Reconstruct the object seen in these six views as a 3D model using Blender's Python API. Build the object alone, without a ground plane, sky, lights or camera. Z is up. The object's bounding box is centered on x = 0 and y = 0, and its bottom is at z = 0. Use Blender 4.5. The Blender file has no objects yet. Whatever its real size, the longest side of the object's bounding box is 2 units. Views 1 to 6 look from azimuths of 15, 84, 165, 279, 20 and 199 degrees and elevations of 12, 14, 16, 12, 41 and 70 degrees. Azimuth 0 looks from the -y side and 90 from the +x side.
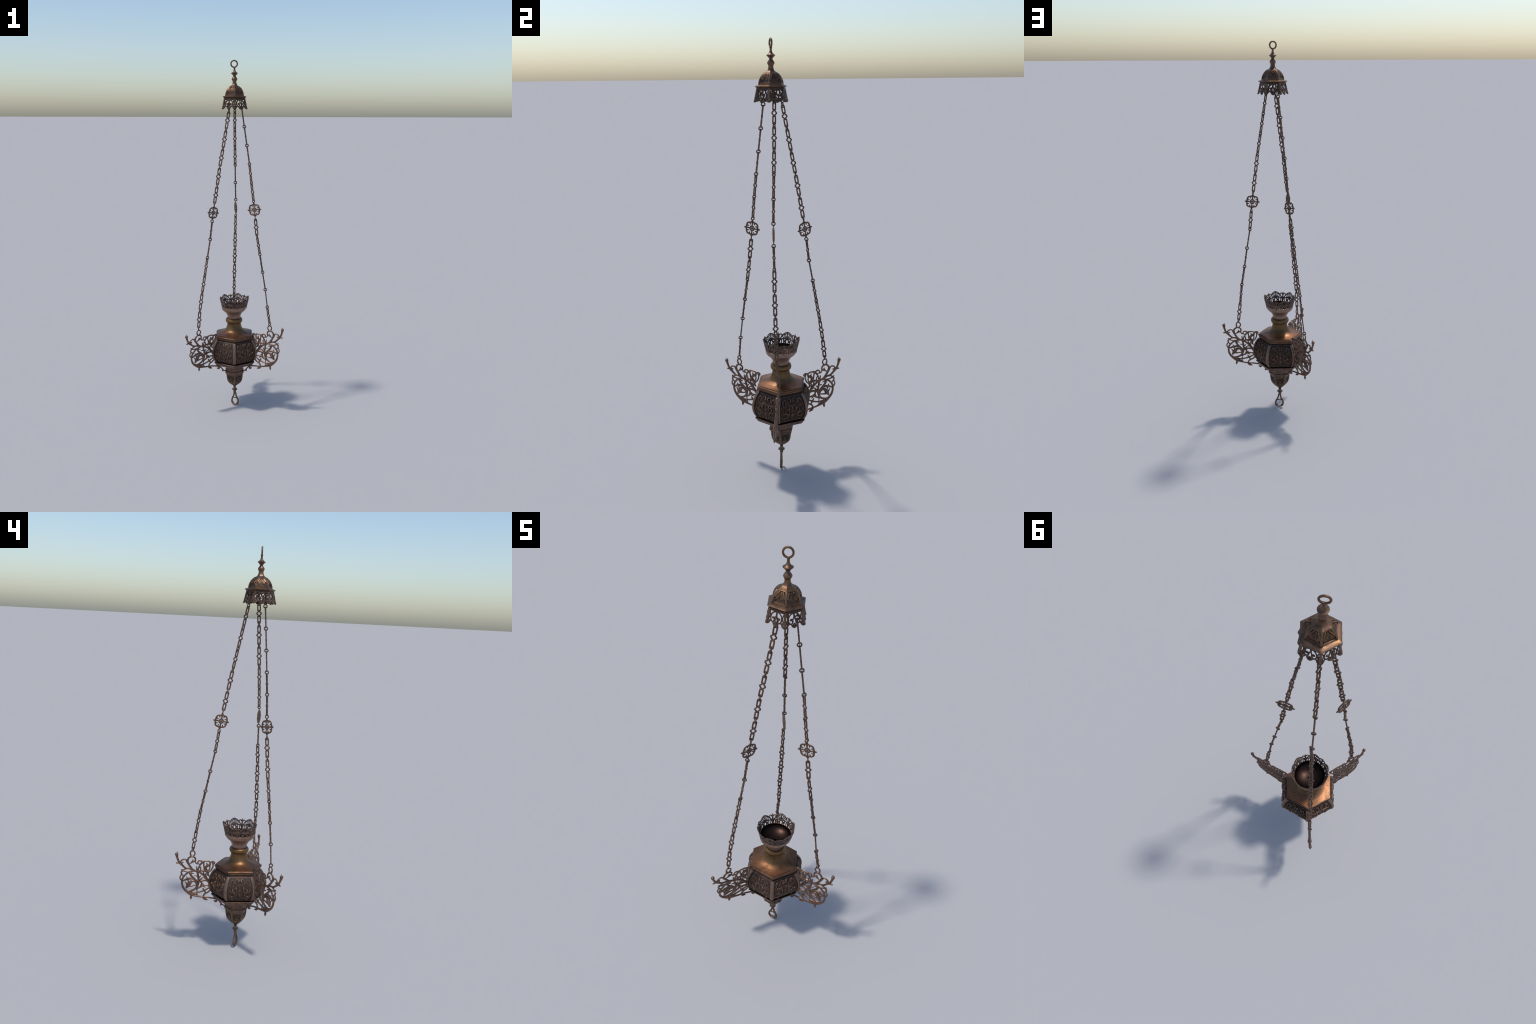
# Hanging sanctuary lamp: canopy, three link chains with medallions, hexagonal
# lamp body with three filigree brackets, gallery cup and pendant.
import bpy, math, random
from mathutils import Matrix, Vector

random.seed(7)
RAD = math.radians

# ------------------------------------------------------------------ materials
def material(name, base, dark, warm, metallic=0.85, rough=0.42, scale=40.0,
             dark_amount=0.7, warm_amount=0.5, bump=0.15, upper=None):
    """Aged metal: base colour, dark patina patches, warm rubbed patches, grain."""
    m = bpy.data.materials.new(name)
    m.use_nodes = True
    nt = m.node_tree
    N = nt.nodes
    L = nt.links
    bsdf = N["Principled BSDF"]
    tc = N.new("ShaderNodeTexCoord")

    def noise(sc, detail, rough_):
        n = N.new("ShaderNodeTexNoise")
        n.inputs["Scale"].default_value = sc
        n.inputs["Detail"].default_value = detail
        n.inputs["Roughness"].default_value = rough_
        L.new(tc.outputs["Object"], n.inputs["Vector"])
        return n

    def ramp(src, a, b):
        r = N.new("ShaderNodeMapRange")
        r.inputs["From Min"].default_value = a
        r.inputs["From Max"].default_value = b
        L.new(src, r.inputs["Value"])
        return r.outputs["Result"]

    def mix(fac, c1, c2, amount):
        mul = N.new("ShaderNodeMath")
        mul.operation = "MULTIPLY"
        mul.inputs[1].default_value = amount
        L.new(fac, mul.inputs[0])
        x = N.new("ShaderNodeMix")
        x.data_type = "RGBA"
        L.new(mul.outputs[0], x.inputs["Factor"])
        for sock, c in ((x.inputs[6], c1), (x.inputs[7], c2)):
            if isinstance(c, tuple):
                sock.default_value = (*c, 1)
            else:
                L.new(c, sock)
        return x.outputs[2]

    n1 = noise(scale, 6, 0.62)
    n2 = noise(scale * 0.35, 4, 0.6)
    n3 = noise(scale * 9, 3, 0.6)
    c = mix(ramp(n2.outputs["Fac"], 0.48, 0.66), base, warm, warm_amount)
    if upper:                                  # another alloy above a ragged line (colour, z0, z1)
        sep = N.new("ShaderNodeSeparateXYZ")
        L.new(tc.outputs["Object"], sep.inputs[0])
        wob = N.new("ShaderNodeMath")
        wob.operation = "MULTIPLY_ADD"
        wob.inputs[1].default_value = .03
        L.new(n2.outputs["Fac"], wob.inputs[0])
        L.new(sep.outputs["Z"], wob.inputs[2])
        c = mix(ramp(wob.outputs[0], upper[1] + .015, upper[2] + .015), c, upper[0], .9)
    c = mix(ramp(n1.outputs["Fac"], 0.48, 0.64), c, dark, dark_amount)
    L.new(c, bsdf.inputs["Base Color"])
    bsdf.inputs["Metallic"].default_value = metallic
    rr = N.new("ShaderNodeMapRange")
    rr.inputs["To Min"].default_value = rough - 0.08
    rr.inputs["To Max"].default_value = rough + 0.14
    L.new(n1.outputs["Fac"], rr.inputs["Value"])
    L.new(rr.outputs["Result"], bsdf.inputs["Roughness"])
    bp = N.new("ShaderNodeBump")
    bp.inputs["Strength"].default_value = bump
    bp.inputs["Distance"].default_value = 0.002
    L.new(n3.outputs["Fac"], bp.inputs["Height"])
    L.new(bp.outputs["Normal"], bsdf.inputs["Normal"])
    return m


M_CHAIN = material("dark_bronze", (0.129, 0.074, 0.047), (0.057, 0.032, 0.022), (0.196, 0.100, 0.054),
                   metallic=.55, rough=.50, scale=60)
M_ARM = material("bracket_bronze", (0.180, 0.108, 0.076), (0.077, 0.046, 0.033), (0.227, 0.128, 0.081),
                 metallic=.8, rough=.36, scale=50)
M_GROUND = material("blackened_ground", (0.041, 0.025, 0.019), (0.023, 0.014, 0.012), (0.072, 0.041, 0.026),
                    metallic=.4, rough=.58, scale=60)
M_RELIEF = material("panel_relief_bronze", (0.139, 0.082, 0.056), (0.060, 0.035, 0.026), (0.154, 0.091, 0.045),
                    metallic=.65, rough=.48, scale=70)
M_RIB = material("rubbed_silver_bronze", (0.206, 0.136, 0.102), (0.098, 0.061, 0.045), (0.206, 0.119, 0.070),
                 metallic=.75, rough=.44, scale=35)
M_RIM = material("copper_moulding", (0.170, 0.093, 0.059), (0.082, 0.049, 0.032), (0.237, 0.119, 0.059),
                 metallic=.85, rough=.42, scale=40)
M_LID = material("copper_with_olive_brass", (0.211, 0.099, 0.050), (0.098, 0.059, 0.031), (0.299, 0.106, 0.045),
                 metallic=.88, rough=.40, scale=24, dark_amount=.8, warm_amount=.75, bump=.10,
                 upper=((0.157, 0.092, 0.040), .457, .484))
M_NECK = material("olive_brass", (0.175, 0.103, 0.043), (0.098, 0.059, 0.029), (0.216, 0.109, 0.050),
                  metallic=.85, rough=.42, scale=25, bump=.05)
M_CUP = material("worn_silver_copper", (0.319, 0.214, 0.167), (0.175, 0.104, 0.077), (0.299, 0.147, 0.081),
                 metallic=.8, rough=.44, scale=22, dark_amount=.5, warm_amount=.7, bump=.06)
M_CROWN = material("gallery_silver_bronze", (0.134, 0.087, 0.068), (0.057, 0.035, 0.028), (0.160, 0.095, 0.065),
                   metallic=.6, rough=.50, scale=60)
M_BOWL = material("bowl_brown_patina", (.034, .019, .015), (.020, .012, .010), (.046, .025, .018),
                  metallic=.95, rough=.36, scale=18, bump=.02)
M_CANOPY = material("canopy_bronze", (0.165, 0.095, 0.061), (0.074, 0.044, 0.031), (0.196, 0.109, 0.041),
                    metallic=.82, rough=.38, scale=45)
M_CANOPYD = material("canopy_recess_bronze", (0.088, 0.053, 0.038), (0.043, 0.027, 0.020), (0.124, 0.070, 0.040),
                     metallic=.65, rough=.46, scale=60)
M_MOULD = material("moulding_bronze", (0.170, 0.106, 0.077), (0.082, 0.050, 0.038), (0.196, 0.106, 0.061),
                   metallic=.7, rough=.46, scale=40)
M_BELL = material("pendant_bronze", (0.180, 0.116, 0.076), (0.082, 0.052, 0.036), (0.206, 0.123, 0.050),
                  metallic=.65, rough=.48, scale=60)

# ------------------------------------------------------------------ geometry kit
class Geo:
    def __init__(self):
        self.v, self.f = [], []

    def add(self, verts, faces):
        o = len(self.v)
        self.v += [tuple(p) for p in verts]
        self.f += [tuple(i + o for i in f) for f in faces]


def catmull(pts, n=5, closed=False):
    """Catmull-Rom resampling of a list of equal-length tuples."""
    P = [tuple(p) for p in pts]
    if len(P) == 2 and not closed:
        a, b = P
        return [tuple(a[k] + (b[k] - a[k]) * i / n for k in range(len(a))) for i in range(n + 1)]
    m = len(P)
    out = []
    for i in range(m if closed else m - 1):
        if closed:
            p0, p1, p2, p3 = P[i - 1], P[i], P[(i + 1) % m], P[(i + 2) % m]
        else:
            p1, p2 = P[i], P[i + 1]
            p0 = P[i - 1] if i else tuple(2 * a - b for a, b in zip(p1, p2))
            p3 = P[i + 2] if i + 2 < m else tuple(2 * a - b for a, b in zip(p2, p1))
        for j in range(n):
            t = j / n
            out.append(tuple(.5 * (2 * b + (c - a) * t + (2 * a - 5 * b + 4 * c - d) * t * t
                                   + (3 * b - a - 3 * c + d) * t ** 3)
                             for a, b, c, d in zip(p0, p1, p2, p3)))
    if not closed:
        out.append(P[-1])
    return out


def sweep(geo, pts, rads, bins, depth=1.0, sides=8, closed=False):
    """Rod along pts: in-plane radius rads[i], thickness depth*rads[i] along bins[i]."""
    pts = [Vector(p) for p in pts]
    n = len(pts)
    rings = []

    def ring(c, t, b, r):
        b = Vector(b)
        b = (b - t * b.dot(t))
        b = b.normalized() if b.length > 1e-9 else t.orthogonal().normalized()
        s = b.cross(t).normalized()
        return [c + s * (r * math.cos(a)) + b * (r * depth * math.sin(a))
                for a in (2 * math.pi * k / sides for k in range(sides))]

    for i in range(n):
        if closed:
            t = pts[(i + 1) % n] - pts[i - 1]
        else:
            t = pts[min(i + 1, n - 1)] - pts[max(i - 1, 0)]
        t = t.normalized() if t.length > 1e-9 else Vector((0, 0, 1))
        if not closed and i == 0:
            for back, sc in ((.95, .3), (.6, .75)):
                rings.append(ring(pts[0] - t * rads[0] * back, t, bins[0], rads[0] * sc))
        rings.append(ring(pts[i], t, bins[i], rads[i]))
        if not closed and i == n - 1:
            for fwd, sc in ((.6, .75), (.95, .3)):
                rings.append(ring(pts[i] + t * rads[i] * fwd, t, bins[i], rads[i] * sc))
    V = [p for r in rings for p in r]
    F = []
    m = len(rings)
    for i in range(m if closed else m - 1):
        a, b = i * sides, ((i + 1) % m) * sides
        for k in range(sides):
            k2 = (k + 1) % sides
            F.append((a + k, a + k2, b + k2, b + k))
    if not closed:
        F.append(tuple(range(sides - 1, -1, -1)))
        F.append(tuple((m - 1) * sides + k for k in range(sides)))
    geo.add(V, F)


def planar(geo, pts, r, depth=1.0, n=5, closed=False, sides=8, scale=.001, y=0.0):
    """Stroke in the local XZ plane, control points (x, z) in mm.
    r: one radius, or a list of radii spread along the stroke (mm)."""
    P = catmull(pts, n, closed)
    R = spread(r, len(P))
    sweep(geo, [(a * scale, y, b * scale) for a, b in P], [q * scale for q in R],
          [(0, 1, 0)] * len(P), depth, sides, closed)


def spread(r, n):
    if not isinstance(r, (list, tuple)):
        return [r] * n
    out = []
    for i in range(n):
        t = i / max(1, n - 1) * (len(r) - 1)
        k = min(int(t), len(r) - 2)
        out.append(r[k] + (r[k + 1] - r[k]) * (t - k))
    return out


def on_surface(geo, pts, r, surf, depth=1.0, n=5, sides=8, lift=0.0, closed=False):
    """Stroke laid on a surface: surf(p, q) -> (point, normal); r in metres."""
    P = catmull(pts, n, closed)
    R = spread(r, len(P))
    S = [surf(*p) for p in P]
    sweep(geo, [s[0] + s[1] * lift for s in S], R, [s[1] for s in S], depth, sides, closed)


def blob(geo, c, rx, ry, rz, mat=None, seg=10, rings=6):
    V, F = [], []
    for i in range(rings + 1):
        th = math.pi * i / rings
        for k in range(seg):
            a = 2 * math.pi * k / seg
            p = Vector((rx * math.sin(th) * math.cos(a), ry * math.sin(th) * math.sin(a),
                        rz * math.cos(th)))
            if mat is not None:
                p = mat @ p
            V.append(p + Vector(c))
    for i in range(rings):
        for k in range(seg):
            k2 = (k + 1) % seg
            F.append((i * seg + k, (i + 1) * seg + k, (i + 1) * seg + k2, i * seg + k2))
    geo.add(V, F)


def torus(geo, R, r, mat=Matrix.Identity(4), seg=24, sides=8, depth=1.0):
    pts = [mat @ Vector((R * math.cos(a), 0, R * math.sin(a)))
           for a in (2 * math.pi * i / seg for i in range(seg))]
    sweep(geo, pts, [r] * seg, [mat.to_3x3() @ Vector((0, 1, 0))] * seg, depth, sides, True)


def hex_r(a):
    """Radius of a unit hexagon with corners at 0, 60 ... at angle a."""
    return math.cos(RAD(30)) / math.cos((a % RAD(60)) - RAD(30))


def loft(geo, prof, seg=72, cap0=True, cap1=True):
    """Loft (R, z, hexness) sections; R is the corner radius."""
    V, F = [], []
    for R, z, h in prof:
        for k in range(seg):
            a = 2 * math.pi * k / seg
            r = R * (1 - h + h * hex_r(a))
            V.append((r * math.cos(a), r * math.sin(a), z))
    for i in range(len(prof) - 1):
        for k in range(seg):
            k2 = (k + 1) % seg
            F.append((i * seg + k, i * seg + k2, (i + 1) * seg + k2, (i + 1) * seg + k))
    if cap0:
        F.append(tuple(range(seg - 1, -1, -1)))
    if cap1:
        F.append(tuple((len(prof) - 1) * seg + k for k in range(seg)))
    geo.add(V, F)


def emit(name, geo, mat, world, parent, angle=35):
    me = bpy.data.meshes.new(name)
    me.from_pydata(geo.v, [], geo.f)
    me.materials.append(mat)
    me.update()
    me.polygons.foreach_set("use_smooth", [True] * len(me.polygons))
    me.set_sharp_from_angle(angle=RAD(angle))
    me.validate()
    return place(name, me, world, parent)


def place(name, me, world, parent):
    ob = bpy.data.objects.new(name, me)
    bpy.context.scene.collection.objects.link(ob)
    ob.parent = parent
    if parent:
        ob.matrix_parent_inverse = WORLD[parent.name].inverted()
    ob.matrix_world = world
    WORLD[ob.name] = world.copy()
    return ob


WORLD = {}
T = Matrix.Translation


def Rz(d):
    return Matrix.Rotation(RAD(d), 4, 'Z')


def profile_at(prof, z):
    """Interpolate a smooth (R, z) profile given from top to bottom."""
    for (r0, z0), (r1, z1) in zip(prof, prof[1:]):
        if z0 >= z >= z1:
            return r0 + (r1 - r0) * (z0 - z) / (z0 - z1)
    return prof[0][0] if z > prof[0][1] else prof[-1][0]


def face_surface(prof, ztop, zbot, inset=0.0, side=0):
    """Surface of one hexagonal face: p in [-1,1] across, q in [0,1] downward."""
    rot = Rz(30 + 60 * side).to_3x3()
    sm = sorted(catmull([(z, r) for r, z in prof], 6), key=lambda t: -t[0])
    sm = [(r, z) for z, r in sm]

    def pt(p, q):
        z = ztop + (zbot - ztop) * q
        R = profile_at(sm, z) - inset
        return Vector((R * math.cos(RAD(30)), p * R * .5, z))

    def surf(p, q):
        a = pt(p, q)
        du = pt(p + .01, q) - pt(p - .01, q)
        dv = pt(p, q + .01) - pt(p, q - .01)
        n = dv.cross(du).normalized()
        if n.x < 0:
            n = -n
        return rot @ a, rot @ n
    return surf


def corner_strip(geo, prof, width, lift, tip, side, n=4):
    """Raised strip folded over a hexagon corner, following the profile."""
    P = catmull(prof, n)
    rot = Rz(60 * side).to_3x3()
    V, F = [], []
    for i, (R, z) in enumerate(P):
        a = P[max(i - 1, 0)]
        b = P[min(i + 1, len(P) - 1)]
        t = Vector((b[0] - a[0], b[1] - a[1])).normalized()
        nr, nz = (-t.y, t.x) if -t.y > 0 else (t.y, -t.x)
        sec = []
        for s in (-1, 1):
            d = Vector((-.5, s * math.cos(RAD(30)), 0))
            nrm = Vector((math.cos(RAD(30)), s * .5, 0))
            e = Vector((R, 0, z)) + d * width
            inner = e - nrm * .004
            outer = e + Vector((nrm.x * nr, nrm.y * nr, nz)) * lift
            mid = Vector((R, 0, z)) + d * (width * .22) + Vector((nrm.x * nr, nrm.y * nr, nz)) * (lift + tip)
            sec.append([inner, outer, mid])
        row = [sec[0][0], sec[0][1], sec[0][2], sec[1][2], sec[1][1], sec[1][0],
               Vector((R - .008, 0, z))]
        V += [rot @ p for p in row]
    m = 7
    for i in range(len(P) - 1):
        for k in range(m):
            k2 = (k + 1) % m
            F.append((i * m + k, i * m + k2, (i + 1) * m + k2, (i + 1) * m + k))
    F.append(tuple(range(m)))
    F.append(tuple((len(P) - 1) * m + k for k in range(m - 1, -1, -1)))
    geo.add(V, F)


def mirrored(p):
    return [(-a[0],) + tuple(a[1:]) for a in p]


# ------------------------------------------------------------------ the lamp
BASE = T((-.0469, -.0236, 0))
lamp = bpy.data.objects.new("sanctuary_lamp", None)
bpy.context.scene.collection.objects.link(lamp)
lamp.matrix_world = BASE
WORLD[lamp.name] = BASE.copy()
lamp["label"] = "tall bronze hanging sanctuary lamp with three ornate chains"
lamp["category"] = "hanging lamp"

lean = Matrix.Identity(4)          # the body hangs a little out of plumb
lean[0][2], lean[1][2] = -.0050, -.0092
BODY_TURN = -13.4
BRACKETS = BASE @ lean                     # frame the brackets were fitted in
lean[0][2], lean[1][2] = -.0060, -.0062
BODY = BASE @ lean @ Rz(BODY_TURN)

# --- lid with neck -----------------------------------------------------------
g = Geo()
loft(g, [(.106, .4275, 1), (.1145, .4300, 1), (.1165, .4325, 1), (.1165, .4360, 1), (.1155, .4378, 1), (.1180, .4390, 1),
         (.1198, .4415, 1), (.1208, .4450, 1), (.1208, .4478, 1), (.1190, .4497, 1), (.1160, .4505, 1), (.1120, .4505, 1)],
     cap0=True, cap1=False, seg=144)
rim = emit("lid_rim", g, M_RIM, BODY, lamp, 28)


def lid_height(r):
    """Concave dish: turned surface rising from the hexagon to the round neck."""
    pts = [(.120, .4530), (.112, .4537), (.100, .4553), (.088, .4578), (.076, .4612), (.066, .4656), (.058, .4706),
           (.0515, .4768), (.0465, .4845), (.0430, .4930), (.0405, .5030), (.0395, .5110), (.0395, .5190)]
    for (r0, z0), (r1, z1) in zip(pts, pts[1:]):
        if r0 >= r >= r1:
            return z0 + (z1 - z0) * (r0 - r) / (r0 - r1 + 1e-9)
    return pts[0][1] if r > pts[0][0] else pts[-1][1]


g = Geo()
SEG = 144
V, Fc = [], []
steps = 26
for i in range(steps + 2):
    for k in range(SEG):
        a = 2 * math.pi * k / SEG
        edge = .1155 * min(hex_r(a), .975)            # softened corners
        if i == 0:
            r, z = edge, .4500
        else:
            t = (i - 1) / (steps - 1) if i <= steps else 1
            r = edge + (.0396 - edge) * t ** .8
            z = lid_height(r) if i <= steps else .5190
        V.append((r * math.cos(a), r * math.sin(a), z))
for i in range(steps + 1):
    for k in range(SEG):
        k2 = (k + 1) % SEG
        Fc.append((i * SEG + k, i * SEG + k2, (i + 1) * SEG + k2, (i + 1) * SEG + k))
g.add(V, Fc)
lid = emit("lid", g, M_LID, BODY, lamp, 40)
for side in (0, 3):                         # small rivets on the lid
    g = Geo()
    blob(g, Rz(32 + 60 * side) @ Vector((.0935, 0, lid_height(.0935))), .0030, .0030, .0016)
    emit("rivet", g, M_LID, BODY, lid)

# --- collar, cup, bowl -------------------------------------------------------
g = Geo()
loft(g, catmull([(.037, .5175, 0), (.0425, .5185, 0), (.0470, .5235, 0), (.0490, .5310, 0), (.0474, .5395, 0),
                 (.0430, .5445, 0), (.036, .5460, 0)], 5), seg=72)
emit("collar", g, M_NECK, BODY, lamp, 40)
g = Geo()
cup_out = [(.0360, .5430, 0), (.0368, .5480, 0), (.0385, .5580, 0), (.0425, .5690, 0), (.0490, .5790, 0),
           (.0570, .5865, 0), (.0640, .5925, 0), (.0685, .5985, 0), (.0705, .6050, 0)]
loft(g, catmull(cup_out, 4), seg=72, cap1=False)
cup = emit("cup", g, M_CUP, BODY, lamp, 40)
g = Geo()
loft(g, [(.0685, .6030, 0), (.0712, .6042, 0), (.0728, .6062, 0), (.0732, .6090, 0), (.0722, .6108, 0), (.0718, .6122, 0),
         (.0730, .6136, 0), (.0736, .6160, 0), (.0730, .6182, 0), (.0715, .6190, 0), (.0702, .6182, 0)],
     cap0=False, cap1=False, seg=72)
emit("cup_rim", g, M_CUP, BODY, cup, 40)
g = Geo()
bowl = [(.0703, .6184, 0), (.0692, .6120, 0), (.0660, .6040, 0), (.0595, .5965, 0), (.0495, .5900, 0),
        (.0375, .5848, 0), (.0240, .5812, 0), (.0130, .5798, 0), (.0080, .5793, 0), (.0070, .5740, 0), (.0068, .5620, 0)]
loft(g, catmull(bowl, 4), seg=72, cap0=False, cap1=True)
emit("bowl", g, M_BOWL, BODY, cup, 50)

# --- pierced gallery on the cup: six arched bays and six finials ---------------
def gallery(p, q):
    """p in degrees round the cup, q in [0,1] from rim to top."""
    a = RAD(p)
    R = .0720 + .0115 * q + .0020 * q * q
    n = Vector((math.cos(a) * .97, math.sin(a) * .97, -.22))
    return Vector((R * math.cos(a), R * math.sin(a), .6170 + .0520 * q)), n


g = Geo()
CROWN0 = 15.0                                 # where the first finial stands
bay = [  # (stroke in degrees from bay centre and height, radius)
    ([(29, .0), (27.5, .18), (23, .48), (16, .74), (8, .92), (0, 1.0)], .0018),
    ([(29, .74), (27, .80), (23.5, .84), (20, .80), (17.5, .70)], .0017),
    ([(29, .42), (25, .45), (21, .58), (18.5, .72)], .0016),
    ([(0, .40), (0, .70), (0, .97)], .0016),
    ([(2, .45), (4.5, .62), (6.5, .78), (3.5, .86), (0, .84)], .0014),
    ([(4, .45), (8.5, .58), (12.0, .74), (9.0, .80), (6.5, .78)], .0014),
    ([(8, .42), (13.0, .50), (17.0, .64), (15.0, .72), (12.0, .74)], .0014),
    ([(0, .38), (7, .40), (13, .43), (19, .38), (29, .36)], .0021),
    ([(0, .46), (6, .48), (12, .46)], .0020),
    ([(21, .03), (20.5, .20), (21, .38)], .0016),
    ([(12, .03), (12.5, .20), (14, .40)], .0019),
    ([(4, .02), (6, .16), (4, .30), (0, .34)], .0019),
    ([(12, .04), (9, .20), (5, .26)], .0022),
]
for b in range(6):
    c = CROWN0 + 30 + 60 * b
    for s in (-1, 1):
        for pts, r in bay:
            on_surface(g, [(c + s * p, q) for p, q in pts], r * 1.5 + .0002, gallery, depth=.75, n=4, sides=6)
emit("gallery_tracery", g, M_CROWN, BODY, cup, 40)
for b in range(6):
    g = Geo()
    c = CROWN0 + 60 * b
    on_surface(g, [(c, -.03), (c, .4), (c, .75), (c, .98)], [.0040, .0036, .0040, .0013], gallery, n=4)
    on_surface(g, [(c - 4.5, .74), (c - 2.2, .80), (c, .78), (c + 2.2, .80), (c + 4.5, .74)], .0025, gallery, n=3, sides=6)
    on_surface(g, [(c - 3, .42), (c, .36), (c + 3, .42)], .0026, gallery, n=3, sides=6)
    emit("gallery_finial", g, M_CROWN, BODY, cup, 40)

# --- hexagonal body: recessed panels, corner ribs, relief scrolls ---------------
BODY_PROFILE = [(.1195, .4235), (.1295, .4100), (.1390, .3915), (.1452, .3710), (.1470, .3510),
                (.1445, .3310), (.1375, .3130), (.1270, .2995)]
g = Geo()
core = [(.112, .4330, 1), (.112, .4240, 1), (.1150, .4232, 1)]
core += [(R - .0045, z, 1) for R, z in catmull(BODY_PROFILE, 5)]
core += [(.1210, .2985, 1), (.1080, .2970, 1), (.1070, .2800, 1)]
loft(g, core[::-1], seg=144)
body = emit("lamp_body", g, M_GROUND, BODY, lamp, 30)

for side in range(6):
    g = Geo()
    corner_strip(g, [(R + .0005, z) for R, z in BODY_PROFILE], .0095, .0012, .0016, side)
    emit("corner_rib", g, M_RIB, BODY, body, 30)

relief = [  # strokes of the right half of one panel: p across, q down, radius in mm
    ([(.0, .375), (.15, .335), (.40, .325), (.65, .375), (.88, .49), (.955, .62), (.92, .74), (.80, .80)], 1.7),
    ([(.0, .385), (.10, .50), (.125, .64), (.095, .78), (.02, .92)], 1.6),
    ([(.76, .63), (.62, .575), (.47, .60), (.38, .67), (.43, .745), (.58, .775)], [1.4, 3.0, 3.6, 3.2, 2.2, 1.3]),
    ([(.30, .40), (.29, .50), (.27, .60), (.22, .70)], [3.6, 2.6, 2.0, 1.4]),
    ([(.48, .41), (.38, .44), (.31, .52)], [2.2, 1.6, 1.2]),
    ([(.58, .44), (.58, .50), (.53, .57)], [1.4, 3.4, 1.8]),
    ([(.80, .50), (.76, .55), (.68, .58)], [1.4, 3.2, 1.6]),
    ([(.60, .775), (.74, .765), (.86, .70)], 1.3),
    ([(.03, .93), (.20, .975), (.36, .965), (.38, .86), (.52, .80), (.66, .83), (.70, .90), (.62, .93)], 1.4),
    ([(.70, .90), (.62, .93), (.56, .90)], [1.4, 3.4, 2.0]),
    ([(.64, .80), (.78, .83), (.92, .88)], [1.3, 2.0, 1.2]),
    ([(.30, .82), (.26, .87), (.30, .92)], [1.2, 2.0, 1.2]),
    ([(.0, .315), (.20, .285), (.36, .23), (.43, .14), (.37, .065), (.24, .04), (.13, .08)], 1.7),
    ([(.24, .04), (.11, .09), (.11, .155), (.22, .165)], [1.6, 3.2, 3.8, 1.8]),
    ([(.18, .19), (.08, .235), (.0, .275)], 1.5),
    ([(.50, .24), (.54, .14), (.66, .085), (.79, .13), (.82, .20), (.74, .29)], [1.4, 2.0, 2.8, 2.6, 1.8, 1.4]),
    ([(.54, .14), (.56, .20), (.60, .25)], [2.2, 2.0, 1.2]),
    ([(.86, .27), (.90, .33), (.93, .42)], [1.2, 2.2, 1.2]),
    ([(.55, .30), (.68, .31), (.80, .36)], [1.2, 1.8, 1.2]),
    ([(.0, .47), (.035, .52), (.0, .58)], [1.2, 1.8, 1.2]),
    ([(.0, .62), (.035, .70), (.0, .80)], [1.2, 1.8, 1.2]),
]
for side in range(6):
    S = face_surface([(R - .0045, z) for R, z in BODY_PROFILE], .4205, .3015, side=side)
    F = lambda p, q: S(p * .86, .015 + q * .97)
    g = Geo()
    for pts, r in relief:
        R = [x * .0017 for x in r] if isinstance(r, list) else r * .0014
        for P in (pts, mirrored(pts)):
            on_surface(g, P, R, F, depth=1.2, n=4, sides=6, lift=.0008)
    for q in (-.02, 1.0):                     # frame bars
        on_surface(g, [(-1.05, q), (0, q), (1.05, q)], .0026, F, depth=1.0, n=4, sides=6)
    emit("panel_relief", g, M_RELIEF, BODY, body, 40)

# --- lower flange, throat, pendant ---------------------------------------------
g = Geo()
loft(g, [(.105, .2850, 1), (.1190, .2855, 1), (.1265, .2885, 1), (.1308, .2922, 1), (.1322, .2934, 1), (.1334, .2926, 1),
         (.1336, .2905, 1), (.1325, .2885, 1), (.1285, .2865, 1), (.1270, .2848, 1), (.1268, .2825, 1), (.1245, .2800, 1),
         (.1215, .2765, 1), (.1205, .2730, 1), (.1170, .2710, 1), (.055, .2700, 1)][::-1], seg=144)
emit("flange", g, M_MOULD, BODY, lamp, 28)
g = Geo()
loft(g, [(.066, .2770, 1), (.0600, .2640, 1), (.0565, .2500, 1), (.0555, .2380, 1), (.0558, .2290, 1), (.0585, .2250, 1),
         (.0622, .2235, 1), (.0628, .2190, 1), (.0615, .2140, 1), (.0575, .2085, 1), (.0545, .2050, 1)][::-1], seg=144)
emit("throat", g, M_MOULD, BODY, lamp, 28)
BELL = [(.0545, .2055), (.0538, .1980), (.0525, .1860), (.0505, .1740), (.0465, .1620), (.0390, .1505),
        (.0280, .1400), (.0165, .1310), (.0100, .1260)]
g = Geo()
loft(g, ([(.0555, .2065, 1)] + [(R - .0032, z, 1) for R, z in catmull(BELL, 4)] +
         [(.0080, .1235, .5), (.0070, .1190, .3), (.0070, .1120, .3)])[::-1], seg=72)
bell = emit("pendant_bell", g, M_GROUND, BODY, lamp, 30)
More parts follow.
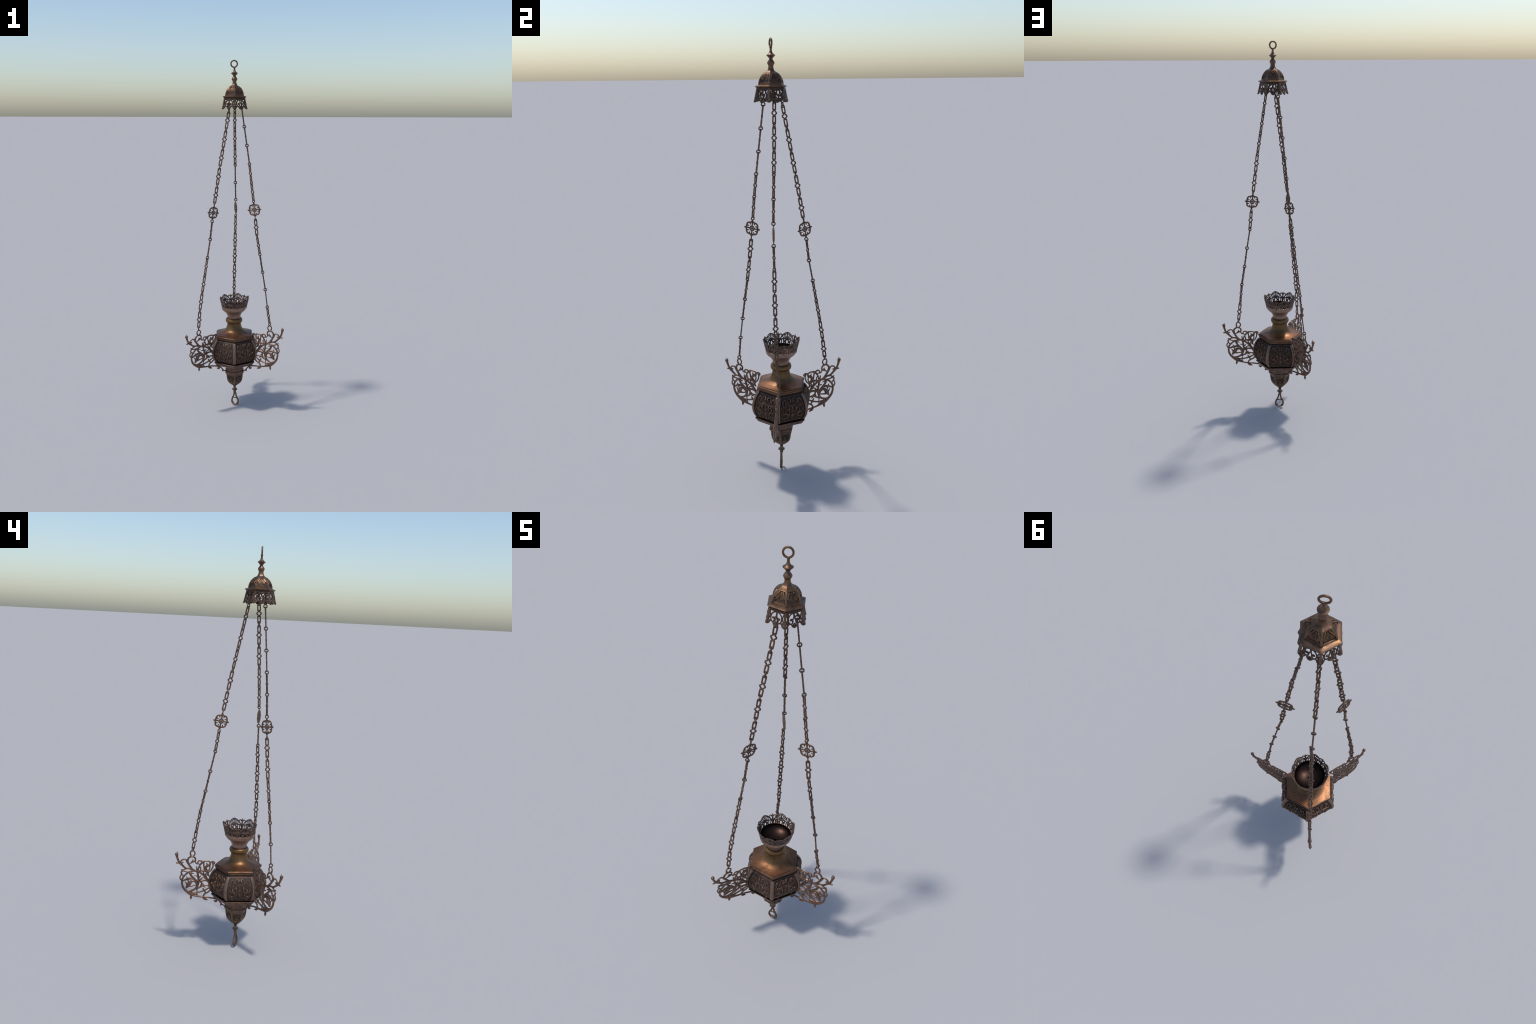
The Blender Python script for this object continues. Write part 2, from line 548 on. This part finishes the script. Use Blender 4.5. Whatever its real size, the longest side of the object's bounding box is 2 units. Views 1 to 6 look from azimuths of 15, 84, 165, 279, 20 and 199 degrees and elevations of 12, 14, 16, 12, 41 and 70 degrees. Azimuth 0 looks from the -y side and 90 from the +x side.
for side in range(6):
    g = Geo()
    corner_strip(g, BELL, .0048, .0004, .0010, side)
    emit("bell_rib", g, M_BELL, BODY, bell, 30)
    S = face_surface([(R - .0026, z) for R, z in BELL], .2050, .1300, side=side)
    g = Geo()
    for q, r in ((.02, .0030), (.09, .0024)):
        on_surface(g, [(-.95, q), (0, q), (.95, q)], r, S, n=4, sides=6)
    for pts, r in [([(.75, .18), (.45, .22), (.0, .34), (-.35, .50), (-.50, .66), (-.40, .82)], .0013),
                   ([(.0, .84), (-.25, .80), (-.25, .68), (.0, .62)], .0030),
                   ([(-.9, .22), (-.75, .5), (-.7, .8)], .0016),
                   ([(.0, .44), (-.14, .52), (.0, .60)], .0015),
                   ([(.62, .62), (.55, .75), (.3, .90)], .0016)]:
        for P in (pts, mirrored(pts)):
            on_surface(g, P, r * 1.3, S, n=4, sides=6, lift=.0005)
    emit("bell_tracery", g, M_BELL, BODY, bell, 40)
g = Geo()
loft(g, [(.0072, .1150, .5), (.0078, .1100, .6), (.0125, .1040, .7), (.0168, .1012, .7), (.0170, .0996, .7), (.0140, .0965, .7),
         (.0098, .0940, .6), (.0085, .0915, .5), (.0080, .0820, .3)][::-1], seg=48)
emit("pendant_knop", g, M_BELL, BODY, lamp, 40)

g = Geo()                                     # drop-shaped pull ring with cusps
half = [(0, 86), (5.0, 76), (6.3, 66), (10.5, 55.5), (16.6, 44), (21.0, 29.5), (19.3, 16.5), (11.6, 7.2), (0, 4.1)]
rr = [5.0, 4.8, 4.5, 4.6, 4.7, 4.8, 5.2, 4.9, 4.4]
for P in (half, mirrored(half)):
    planar(g, P, rr, depth=1.15, n=4)
planar(g, [(-13.5, 45), (0, 47.5), (13.5, 45)], [3.2, 2.6, 3.2], depth=1.15)
for s in (-1, 1):
    planar(g, [(s * 18, 12), (s * 14, 15), (s * 10.5, 15.5)], [5.4, 5.0, 2.4], depth=1.1)
swing = Matrix.Identity(4)                    # the ring hangs a little aslant below the knop
swing[0][2], swing[1][2] = -.029, .0155
emit("pull_ring", g, M_BELL, T((-.0444, -.0259, 0)) @ swing @ Rz(-11), lamp, 45)

# --- filigree bracket: strokes in (distance from the axis, height) in mm ---------
# main stem from the body up into the hook volute, with its leaf
stem_strokes = [
    ([(135, 320), (141.5, 345), (152, 364), (168, 388), (186, 405), (202, 413.5), (214, 418), (229.5, 426), (241, 440),
      (251.5, 457), (255.5, 473), (250, 486), (239, 493), (227.5, 492), (218.7, 486), (216, 475), (219, 468)],
     [3.6, 4.2, 4.2, 4.2, 4.0, 4.4, 4.4, 3.6, 3.4, 3.2, 2.9]),
    ([(219, 468), (228.7, 468), (236, 460.5)], [3.0, 5.2, 2.6]),
    ([(226.8, 467), (230, 477)], [4.0, 1.8]),
    ([(219, 468), (211, 456.5), (201.5, 455)], 2.6),
    ([(235.3, 463), (245.6, 455)], [2.4, 1.8]),
]
# horn arm with cup end and curl
horn_strokes = [
    ([(228, 423), (248.7, 431), (266, 434.5), (281.7, 448.5), (295.4, 461), (303.5, 477), (308.6, 493), (311, 506)],
     [3.4, 3.6, 3.9, 4.2, 4.4, 4.2, 4.8, 7.4]),
    ([(300, 461), (310, 460.6)], [3.4, 3.0]),
    ([(256.5, 460), (263.5, 476), (273, 479.5), (284.3, 474.5), (290, 465), (285, 459.5), (278.5, 463)],
     [3.0, 3.0, 2.8, 3.0, 3.6, 3.0]),
]
# hook loop that carries the chain
loop_strokes = [
    ([(238, 492), (242.3, 505), (241.5, 518), (234, 524.3), (224.6, 521), (219.5, 511), (222.5, 501), (231, 493)],
     [2.8, 2.8, 2.6, 2.6, 2.6, 2.8, 2.8]),
    ([(239, 503), (243.8, 503)], [2.8, 2.2]),
]
# great outer scroll running out along the lower rod to the pendant throat
outer_scroll = [
    ([(210, 418), (233, 416), (250, 410), (267, 395.5), (278, 379.5), (281, 359), (276.8, 336), (267, 319.5), (253, 305),
      (237, 292.5), (221, 287), (194, 281.6), (174.5, 278), (145, 274.5), (115.5, 268), (97.6, 260.5), (86, 249), (77.5, 237),
      (65.5, 229.7), (56, 231.5)],
     [3.6, 3.6, 3.8, 4.2, 4.4, 4.4, 4.2, 3.8, 3.6, 3.4, 3.2, 3.0, 2.8, 2.6, 2.4]),
]
# inner scroll
inner_scroll = [
    ([(242, 407), (236, 393.5), (224, 381), (210, 366.5), (205, 350), (207, 331.5), (218.5, 319), (237.6, 312), (253, 313),
      (267, 322), (275, 338)], [4.8, 4.2, 4.0, 4.0, 4.2, 4.2, 3.8, 3.8, 3.2]),
    ([(240, 407), (223, 404)], [4.0, 1.8]),
    ([(274, 367), (255, 375), (236, 378.5), (222, 376)], [3.4, 4.8, 5.6, 4.2]),
    ([(253, 376), (258, 387)], [4.2, 1.6]),
    ([(251, 373), (249.6, 361)], [4.4, 1.6]),
    ([(206, 346), (214, 360), (225.6, 364.6), (237, 360), (248, 345), (257.5, 330)], [3.6, 4.0, 4.6, 6.6, 9.4, 4.2]),
    ([(240, 338), (227, 339), (211, 342)], [4.2, 2.8, 2.4]),
    ([(254, 346), (264, 361)], [4.0, 1.8]),
]
# centre stalk with thorns
stalk_strokes = [
    ([(209.6, 440), (206, 416), (201.5, 395), (198, 372.5), (198, 352), (203.4, 331.5), (204, 321)],
     [2.2, 4.2, 4.2, 4.4, 4.2, 3.8, 3.4]),
    ([(203, 390), (218, 392.5)], [3.4, 1.8]),
    ([(198, 378), (186.5, 391.5)], [3.6, 1.8]),
]
# branches towards the body
branch_strokes = [
    ([(197.5, 360), (186, 364.5), (167.7, 367), (152, 362), (141, 345)], [4.4, 6.0, 3.8, 3.6, 3.4]),
    ([(189, 368), (181.6, 378.6), (172, 381.5), (164, 378.5)], [4.0, 2.6, 2.4, 3.0]),
    ([(204, 324), (188, 331), (178.4, 338.4), (163, 340.3), (147, 337), (136, 324.5)], 3.5),
    ([(187.8, 361), (181, 351), (188, 333)], 3.2),
    ([(182, 349), (171, 346)], [3.4, 1.8]),
    ([(176, 337), (162.6, 330)], [2.8, 1.6]),
    ([(232, 304), (206, 302.5), (187, 306.4), (168, 312.4), (150.6, 322.6), (140, 328.7)], [3.4, 3.4, 3.2, 3.8, 3.2, 3.2]),
    ([(174.5, 325), (168.8, 313)], [2.4, 4.2]),
    ([(172, 281), (163.4, 295.8), (148, 304), (138.7, 314), (136, 324.5)], [3.2, 3.8, 3.4, 3.4, 3.8]),
    ([(168, 312), (161.7, 303), (161.4, 296)], 2.8),
    ([(207, 323), (203.7, 310.7), (204, 288)], 2.0),
    ([(253, 309), (233, 298.6), (214, 293), (200, 288)], [3.8, 3.8, 3.2, 2.6]),
]
# buds under the lower rod
bud_strokes = [
    ([(234, 288), (233.3, 278), (234.4, 269)], [3.0, 5.2, 2.6]),
    ([(171.5, 276), (164.4, 268), (151.5, 262)], [4.0, 5.4, 2.2]),
    ([(101.5, 262), (107, 253), (117, 257)], [3.2, 5.6, 2.2]),
    ([(79, 240), (81, 232)], [3.6, 3.2]),
]
# upper inner cluster against the body
upper_cluster = [
    ([(201.4, 454.4), (204.5, 461.5), (200, 469.7), (190.4, 471.6), (183.6, 466.5), (186.2, 458.4), (194.6, 452.3)], 2.7),
    ([(192, 471), (180.7, 466.8), (171, 468.5), (154, 468.5), (140, 463.5), (130.5, 466.8)], 3.1),
    ([(132, 460), (127.6, 465.5), (122, 463), (121.6, 456.5), (127.2, 454)], 2.8),
    ([(171, 465.5), (186, 455.4), (197, 440), (200.5, 426), (203.7, 416)], 3.0),
    ([(175.7, 463), (173, 442), (169.5, 419.6)], 2.9),
    ([(167.6, 420), (164, 434), (156.8, 444), (145.3, 449.5), (142.7, 458)], [4.4, 5.0, 6.4, 5.0, 3.6]),
    ([(154, 446), (160.5, 459)], [4.2, 1.6]),
    ([(160, 428), (156, 419.5), (148.3, 421.5), (143.7, 430), (144.2, 444)], 2.6),
    ([(200, 411.6), (187, 419), (169.4, 418), (152, 414.3), (140.3, 417), (131.5, 431.6), (128, 446), (130.3, 460)],
     [3.2, 4.8, 4.6, 3.0, 2.8, 2.8, 2.8]),
    ([(199, 435), (189.3, 437), (189.8, 421.7)], 2.3),
    ([(175, 412), (171.7, 401), (166, 396)], 2.6),
    ([(152, 413.5), (162, 403), (160.6, 387), (149.3, 368)], 2.7),
    ([(148, 409), (153.2, 398), (146, 390)], [2.8, 4.6, 2.4]),
]
# outer side twigs
side_twigs = [
    ([(248.7, 431), (266, 428.3), (278.2, 422.2)], 2.6),
    ([(233, 416), (256, 413.5), (278, 419.2)], 2.8),
    ([(284, 426.5), (280.5, 418.5), (285.8, 412), (282.8, 402)], [2.4, 3.4, 3.2, 2.8]),
    ([(282.8, 402), (289.4, 391.7), (290.8, 379.5), (284.4, 369)], 2.6),
    ([(282.8, 402), (275.5, 392.6), (277, 381.4)], 2.5),
]

def build_bracket(rock, out, drop, sag, droop, twist):
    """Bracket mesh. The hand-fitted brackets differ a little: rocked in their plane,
    pushed outward, sagging, horn drooping, and twisted about their radius."""
    gb = Geo()

    def bend(x, z):
        f = min(1, max(0, (x - 125) / 60))
        dx = out - (z - 440) * rock
        dz = (x - 215) * rock - drop - .04 * (z - 270) * sag - .11 * (x - 234) * droop
        return (x + dx * f) * .001, twist * (z - 430) * x / 240 * .001, (z + dz * f) * .001

    for pts, r in (stem_strokes + horn_strokes + loop_strokes + outer_scroll + inner_scroll + stalk_strokes + branch_strokes + bud_strokes + upper_cluster + side_twigs):
        P = [bend(*p) for p in catmull(pts, 4)]
        R = spread([q * 1.14 + .4 for q in r] if isinstance(r, list) else r * 1.14 + .4, len(P))
        sweep(gb, P, [q * .001 for q in R], [(0, 1, 0)] * len(P), .95, 8)
    blob(gb, bend(311.2, 508.5), .0078, .0078, .0058)
    sweep(gb, [bend(308.5, 511), bend(308, 520.5)], [.0022, .0011], [(0, 1, 0)] * 2)
    return gb


ARMS = {  # compass angle, then rock, out, drop, sag, droop, twist
    "A": (-11.5, .045, 0, 0, 0, 0, .080),
    "B": (108.2, 0, 1.5, 0, 0, 0, -.030),
    "C": (-131.3, -.030, 7.0, 4, .7, .6, .055),
}
for key, (ang, *shape) in ARMS.items():
    emit("bracket", build_bracket(*shape), M_ARM, BRACKETS @ Rz(ang), lamp, 45)

# --- canopy -----------------------------------------------------------------
CANOPY = T((-.0275, -.0649, 0)) @ Rz(-13.5)
DOME = [(.0332, 1.8570), (.0405, 1.8505), (.0475, 1.8415), (.0530, 1.8310), (.0562, 1.8200), (.0572, 1.8105)]
g = Geo()
loft(g, [(.050, 1.7965, 1), (.0635, 1.7965, 1), (.0650, 1.7988, 1), (.0675, 1.8012, 1), (.0715, 1.8042, 1),
         (.0715, 1.8055, 1), (.0690, 1.8066, 1), (.0635, 1.8084, 1), (.0560, 1.8105, 1)], cap1=False, seg=72)
loft(g, [(R - .0045, z, 1) for R, z in catmull(DOME, 4)][::-1], seg=72)
canopy = emit("canopy", g, M_CANOPYD, CANOPY, lamp, 28)
g = Geo()
loft(g, [(.0640, 1.7972, 1), (.0658, 1.7990, 1), (.0685, 1.8012, 1), (.0732, 1.8042, 1),
         (.0732, 1.8058, 1), (.0700, 1.8074, 1), (.0640, 1.8094, 1), (.0570, 1.8112, 1)], cap0=False, cap1=False, seg=72)
emit("canopy_cornice", g, M_CANOPY, CANOPY, canopy, 28)
for side in range(6):
    g = Geo()
    corner_strip(g, DOME, .0052, .0003, .0010, side)
    emit("dome_rib", g, M_CANOPY, CANOPY, canopy, 30)
    S = face_surface([(R - .0034, z) for R, z in DOME], 1.8560, 1.8110, side=side)
    g = Geo()
    on_surface(g, [(-.95, .96), (0, .96), (.95, .96)], .0034, S, n=4, sides=6)
    on_surface(g, [(-.90, .86), (0, .86), (.90, .86)], .0024, S, n=4, sides=6)
    on_surface(g, [(-.95, .03), (0, .03), (.95, .03)], .0032, S, n=4, sides=6)
    for pts, r in [([(.0, .14), (.30, .28), (.55, .48), (.72, .70), (.78, .82)], .0012),
                   ([(.0, .26), (.20, .36), (.24, .50), (.36, .56), (.52, .54)], .0012),
                   ([(.36, .56), (.44, .50), (.40, .40)], .0013),
                   ([(.42, .12), (.60, .22), (.76, .44)], .0026)]:
        for P in (pts, mirrored(pts)):
            on_surface(g, P, r * 1.6, S, n=4, sides=6, lift=.0006)
    emit("dome_tracery", g, M_CANOPY, CANOPY, canopy, 40)
g = Geo()
loft(g, [(.0325, 1.8555, 1), (.0338, 1.8570, 1), (.0334, 1.8588, 1), (.0285, 1.8612, 1), (.0220, 1.8640, 1), (.0172, 1.8675, 1),
         (.0140, 1.8725, 1), (.0120, 1.8790, 1), (.0114, 1.8850, 1), (.0122, 1.8900, .8), (.0148, 1.8945, .3),
         (.0157, 1.8975, 0), (.0156, 1.9005, 0), (.0128, 1.9060, 0), (.0088, 1.9110, 0), (.0068, 1.9150, 0),
         (.0100, 1.9200, 0), (.0160, 1.9265, 0), (.0186, 1.9288, 0), (.0186, 1.9308, 0), (.0145, 1.9328, 0), (.0092, 1.9372, 0),
         (.0062, 1.9425, 0), (.0048, 1.9490, 0), (.0048, 1.9560, 0), (.0060, 1.9610, 0), (.0050, 1.9630, 0)], seg=72)
emit("finial", g, M_CANOPY, CANOPY, canopy, 40)
g = Geo()
torus(g, .0174, .0039, T((0, 0, 1.9787)), seg=40, sides=12)
emit("suspension_ring", g, M_CANOPY, T((-.0290, -.0655, 0)) @ Rz(9), canopy, 60)

def skirt(side):
    rot = Rz(30 + 60 * side).to_3x3()
    top, bot = Vector((.0640 * .866, 0, 1.7965)), Vector((.0765 * .866, 0, 1.7430))
    nrm = Vector((top.z - bot.z, 0, bot.x - top.x)).normalized()

    def surf(p, q):
        c = top.lerp(bot, q)
        return rot @ (c + Vector((0, p * (.0640 + .0125 * q) * .5, 0))), rot @ nrm
    return surf


for side in range(6):
    S = skirt(side)
    g = Geo()
    for q, r in ((.02, .0030), (.09, .0026)):
        on_surface(g, [(-1, q), (0, q), (1, q)], r, S, depth=.8, n=4, sides=6)
    for pts, r in [
        ([(.0, .12), (.30, .16), (.56, .32), (.62, .55), (.50, .75), (.30, .80), (.17, .68), (.22, .54), (.36, .54)],
         [.0020, .0017, .0017, .0017, .0019, .0019, .0021, .0026, .0030]),
        ([(.0, .14), (.02, .36), (.12, .50), (.17, .66)], [.0026, .0018, .0016, .0016]),
        ([(.92, .14), (.76, .28), (.72, .48), (.84, .72)], .0016),
        ([(.95, .97), (.80, .93), (.70, .84), (.78, .74), (.90, .78)], [.0032, .0030, .0022, .0018, .0020]),
        ([(.70, .86), (.60, .78), (.58, .66)], .0017),
        ([(.0, 1.0), (.16, .96), (.26, .86), (.28, .79)], [.0034, .0026, .0020, .0016]),
        ([(.0, .78), (.10, .84), (.0, .92)], .0016),
    ]:
        for P in (pts, mirrored(pts)):
            R = [q * 1.5 for q in r] if isinstance(r, list) else r * 1.5
            on_surface(g, P, R, S, depth=.8, n=4, sides=6)
    emit("skirt_tracery", g, M_CANOPYD, CANOPY, canopy, 40)
    g = Geo()
    corner_strip(g, [(.0645, 1.7975), (.0708, 1.7700), (.0772, 1.7425)], .0046, .0010, .0010, side)
    emit("skirt_post", g, M_CANOPY, CANOPY, canopy, 30)

# --- chains -------------------------------------------------------------------
gl = Geo()                                     # one link, 100 mm from eye to eye
for s in (-1, 1):
    planar(gl, [(5.9, s * 15), (6.1, s * 26), (6.1, s * 40), (5.2, s * 45.5), (0, s * 48.6), (-5.2, s * 45.5), (-6.1, s * 40),
                (-6.1, s * 26), (-5.9, s * 15)], 3.3, depth=.9, n=4)
    planar(gl, [(-5.6, s * 39), (0, s * 39.5), (5.6, s * 39)], 2.3, n=2)
    planar(gl, [(-5.6, s * 15), (0, s * 14.2), (5.6, s * 15)], 3.3, n=2)
quat = []
for i in range(40):
    a = 2 * math.pi * i / 40
    rad = 9.3 + 1.3 * math.cos(4 * a)
    quat.append((rad * math.cos(a), rad * 1.12 * math.sin(a)))
planar(gl, quat, 3.3, depth=.9, n=1, closed=True)
link_mesh = None

gm = Geo()                                     # pierced medallion
outline = []
for sx, sz in ((1, 1), (1, -1), (-1, -1), (-1, 1)):
    q = [(4.0, 29.5), (11, 27.5), (19, 26.0), (25.5, 20.0), (27.5, 12.0), (29.0, 4.5)]
    if sx * sz < 0:
        q = q[::-1]
    outline += [(sx * a, sz * b) for a, b in q]
planar(gm, outline, 3.9, depth=.8, n=4, closed=True)
planar(gm, [(10.6 * math.cos(a), 10.6 * math.sin(a)) for a in (2 * math.pi * i / 24 for i in range(24))], 3.2, .8, n=1, closed=True)
for i in range(4):
    c, s = (1, 0, -1, 0)[i], (0, 1, 0, -1)[i]
    planar(gm, [(11 * c, 11 * s), (17 * c, 17 * s), (26 * c, 26 * s), (30 * c, 30 * s)], [3.8, 3.2, 4.8, 3.6], .8, n=3)
for i in range(8):
    a = 2 * math.pi * (i + .5) / 8
    planar(gm, [(4 * math.cos(a), 4 * math.sin(a)), (10 * math.cos(a), 10 * math.sin(a))], 1.4, .9, n=2, sides=6)
blob(gm, (0, 0, 0), .0052, .0036, .0052)
for s in (-1, 1):
    planar(gm, [(s * 29, 5), (s * 32, 1.5), (s * 36, 0), (s * 40, 0)], [2.6, 3.0, 4.2, 1.4], .9, n=3)
    planar(gm, [(s * 29, -5), (s * 32, -1.5), (s * 36, 0)], [2.6, 3.0, 4.0], .9, n=3)
    planar(gm, [(-4.5, s * 28.5), (-3.6, s * 33), (0, s * 37.5), (3.6, s * 33), (4.5, s * 28.5)], 2.7, .8, n=4)
    for t in (-1, 1):
        for a, b in (((24, 12), (17, 10)), ((12, 25), (10, 18))):
            planar(gm, [(s * a[0], t * a[1]), (s * b[0], t * b[1])], [3.6, 2.5], .8, n=2, sides=6)
med_mesh = None

ring_mesh = None
gr = Geo()
torus(gr, .0078, .0027, seg=20, sides=8)


def frame(pos, axis, phi):
    """Frame at pos with z along axis and x turned to compass angle phi."""
    z = Vector(axis).normalized()
    x = Vector((math.cos(RAD(phi)), math.sin(RAD(phi)), 0))
    x = (x - z * x.dot(z)).normalized()
    y = z.cross(x)
    M = Matrix.Identity(4)
    for i, v in enumerate((x, y, z)):
        for k in range(3):
            M[k][i] = v[k]
    return T(pos) @ M


CHAINS = {  # ring centres down to the medallion, medallion centre, ring centres down to the hook; link twists
    "A": ([(.0100, -.0560, 1.7475), (.0254, -.0588, 1.6462), (.0408, -.0614, 1.5448), (.0564, -.0650, 1.4441),
           (.0685, -.0684, 1.3417)], (.0867, -.0714, 1.1923),
          [(.1016, -.0707, 1.0434), (.1188, -.0721, .9412), (.1344, -.0712, .8394), (.1510, -.0715, .7390),
           (.1622, -.0690, .6375), (.1755, -.0632, .5350)],
          (113, 115, 117, 142, 147), -3, (18, 68, 88, 98, 108, 143)),
    "B": ([(-.0414, -.0155, 1.7304), (-.0479, .0043, 1.6293), (-.0532, .0239, 1.5290), (-.0583, .0438, 1.4289),
           (-.0631, .0626, 1.3277)], (-.0697, .0885, 1.1793),
          [(-.0794, .1096, 1.0303), (-.0875, .1293, .9309), (-.0956, .1480, .8307), (-.1046, .1674, .7306),
           (-.1103, .1837, .6285), (-.1199, .1969, .5298)],
          (60, 60, 58, 98, 98), 117, (148, 180, 207, 216, 233, 255)),
    "C": ([(-.0500, -.0966, 1.7306), (-.0647, -.1067, 1.6294), (-.0797, -.1165, 1.5289), (-.0960, -.1261, 1.4288),
           (-.1089, -.1348, 1.3260)], (-.1299, -.1451, 1.1770),
          [(-.1454, -.1571, 1.0289), (-.1593, -.1678, .9268), (-.1716, -.1804, .8270), (-.1848, -.1921, .7266),
           (-.1967, -.2028, .6245), (-.2032, -.2104, .5213)],
          (3, 3, 5, 28, 28), 58, (87, 120, 148, 160, 176, 190)),
}


def put_link(c, axis, phi):
    global link_mesh
    sc = Matrix.Diagonal((1, 1, .962, 1))
    W = frame(c, axis, phi) @ sc
    if link_mesh is None:
        link_mesh = emit("chain_link", gl, M_CHAIN, W, lamp, 50).data
    else:
        place("chain_link", link_mesh, W, lamp)


def put_ring(c, axis, phi):
    global ring_mesh
    W = frame(c, axis, phi)
    if ring_mesh is None:
        ring_mesh = emit("chain_ring", gr, M_CHAIN, W, lamp, 60).data
    else:
        place("chain_ring", ring_mesh, W, lamp)


MED = .0482                                     # medallion centre to its rings
for key, (upper, med, lower, up, mphi, down) in CHAINS.items():
    med = Vector(med)
    hang = (Vector(upper[-1]) - Vector(lower[0])).normalized()
    joints_up = [Vector(p) for p in upper] + [med + hang * MED]
    joints_dn = [med - hang * MED] + [Vector(p) for p in lower]
    for joints, phis, m_first in ((joints_up, up, False), (joints_dn, down, True)):
        n = len(phis)
        for i, p in enumerate(joints):
            q0, q1 = joints[max(i - 1, 0)], joints[min(i + 1, n)]
            before, after = phis[max(i - 1, 0)], phis[min(i, n - 1)]
            put_ring(p, q0 - q1, (before + after) / 2 + 90)
            if i < n:
                put_link((p + joints[i + 1]) / 2, p - joints[i + 1], phis[i])
    top = joints_up[0]
    W = frame(med, hang, mphi)
    if med_mesh is None:
        med_mesh = emit("chain_medallion", gm, M_CHAIN, W, lamp, 50).data
    else:
        place("chain_medallion", med_mesh, W, lamp)
    # eye that holds the chain under the canopy
    g = Geo()
    t = Vector((top.x, top.y, top.z))
    up_to = Vector((top.x, top.y, 1.7985))
    sweep(g, [up_to, t + Vector((0, 0, .021))], [.0030, .0026], [(1, 0, 0)] * 2)
    M = frame(t + Vector((0, 0, .0130)), (0, 0, 1), up[0])
    torus(g, .0062, .0020, M, seg=20)
    emit("chain_eye", g, M_CHAIN, Matrix.Identity(4), lamp, 60)
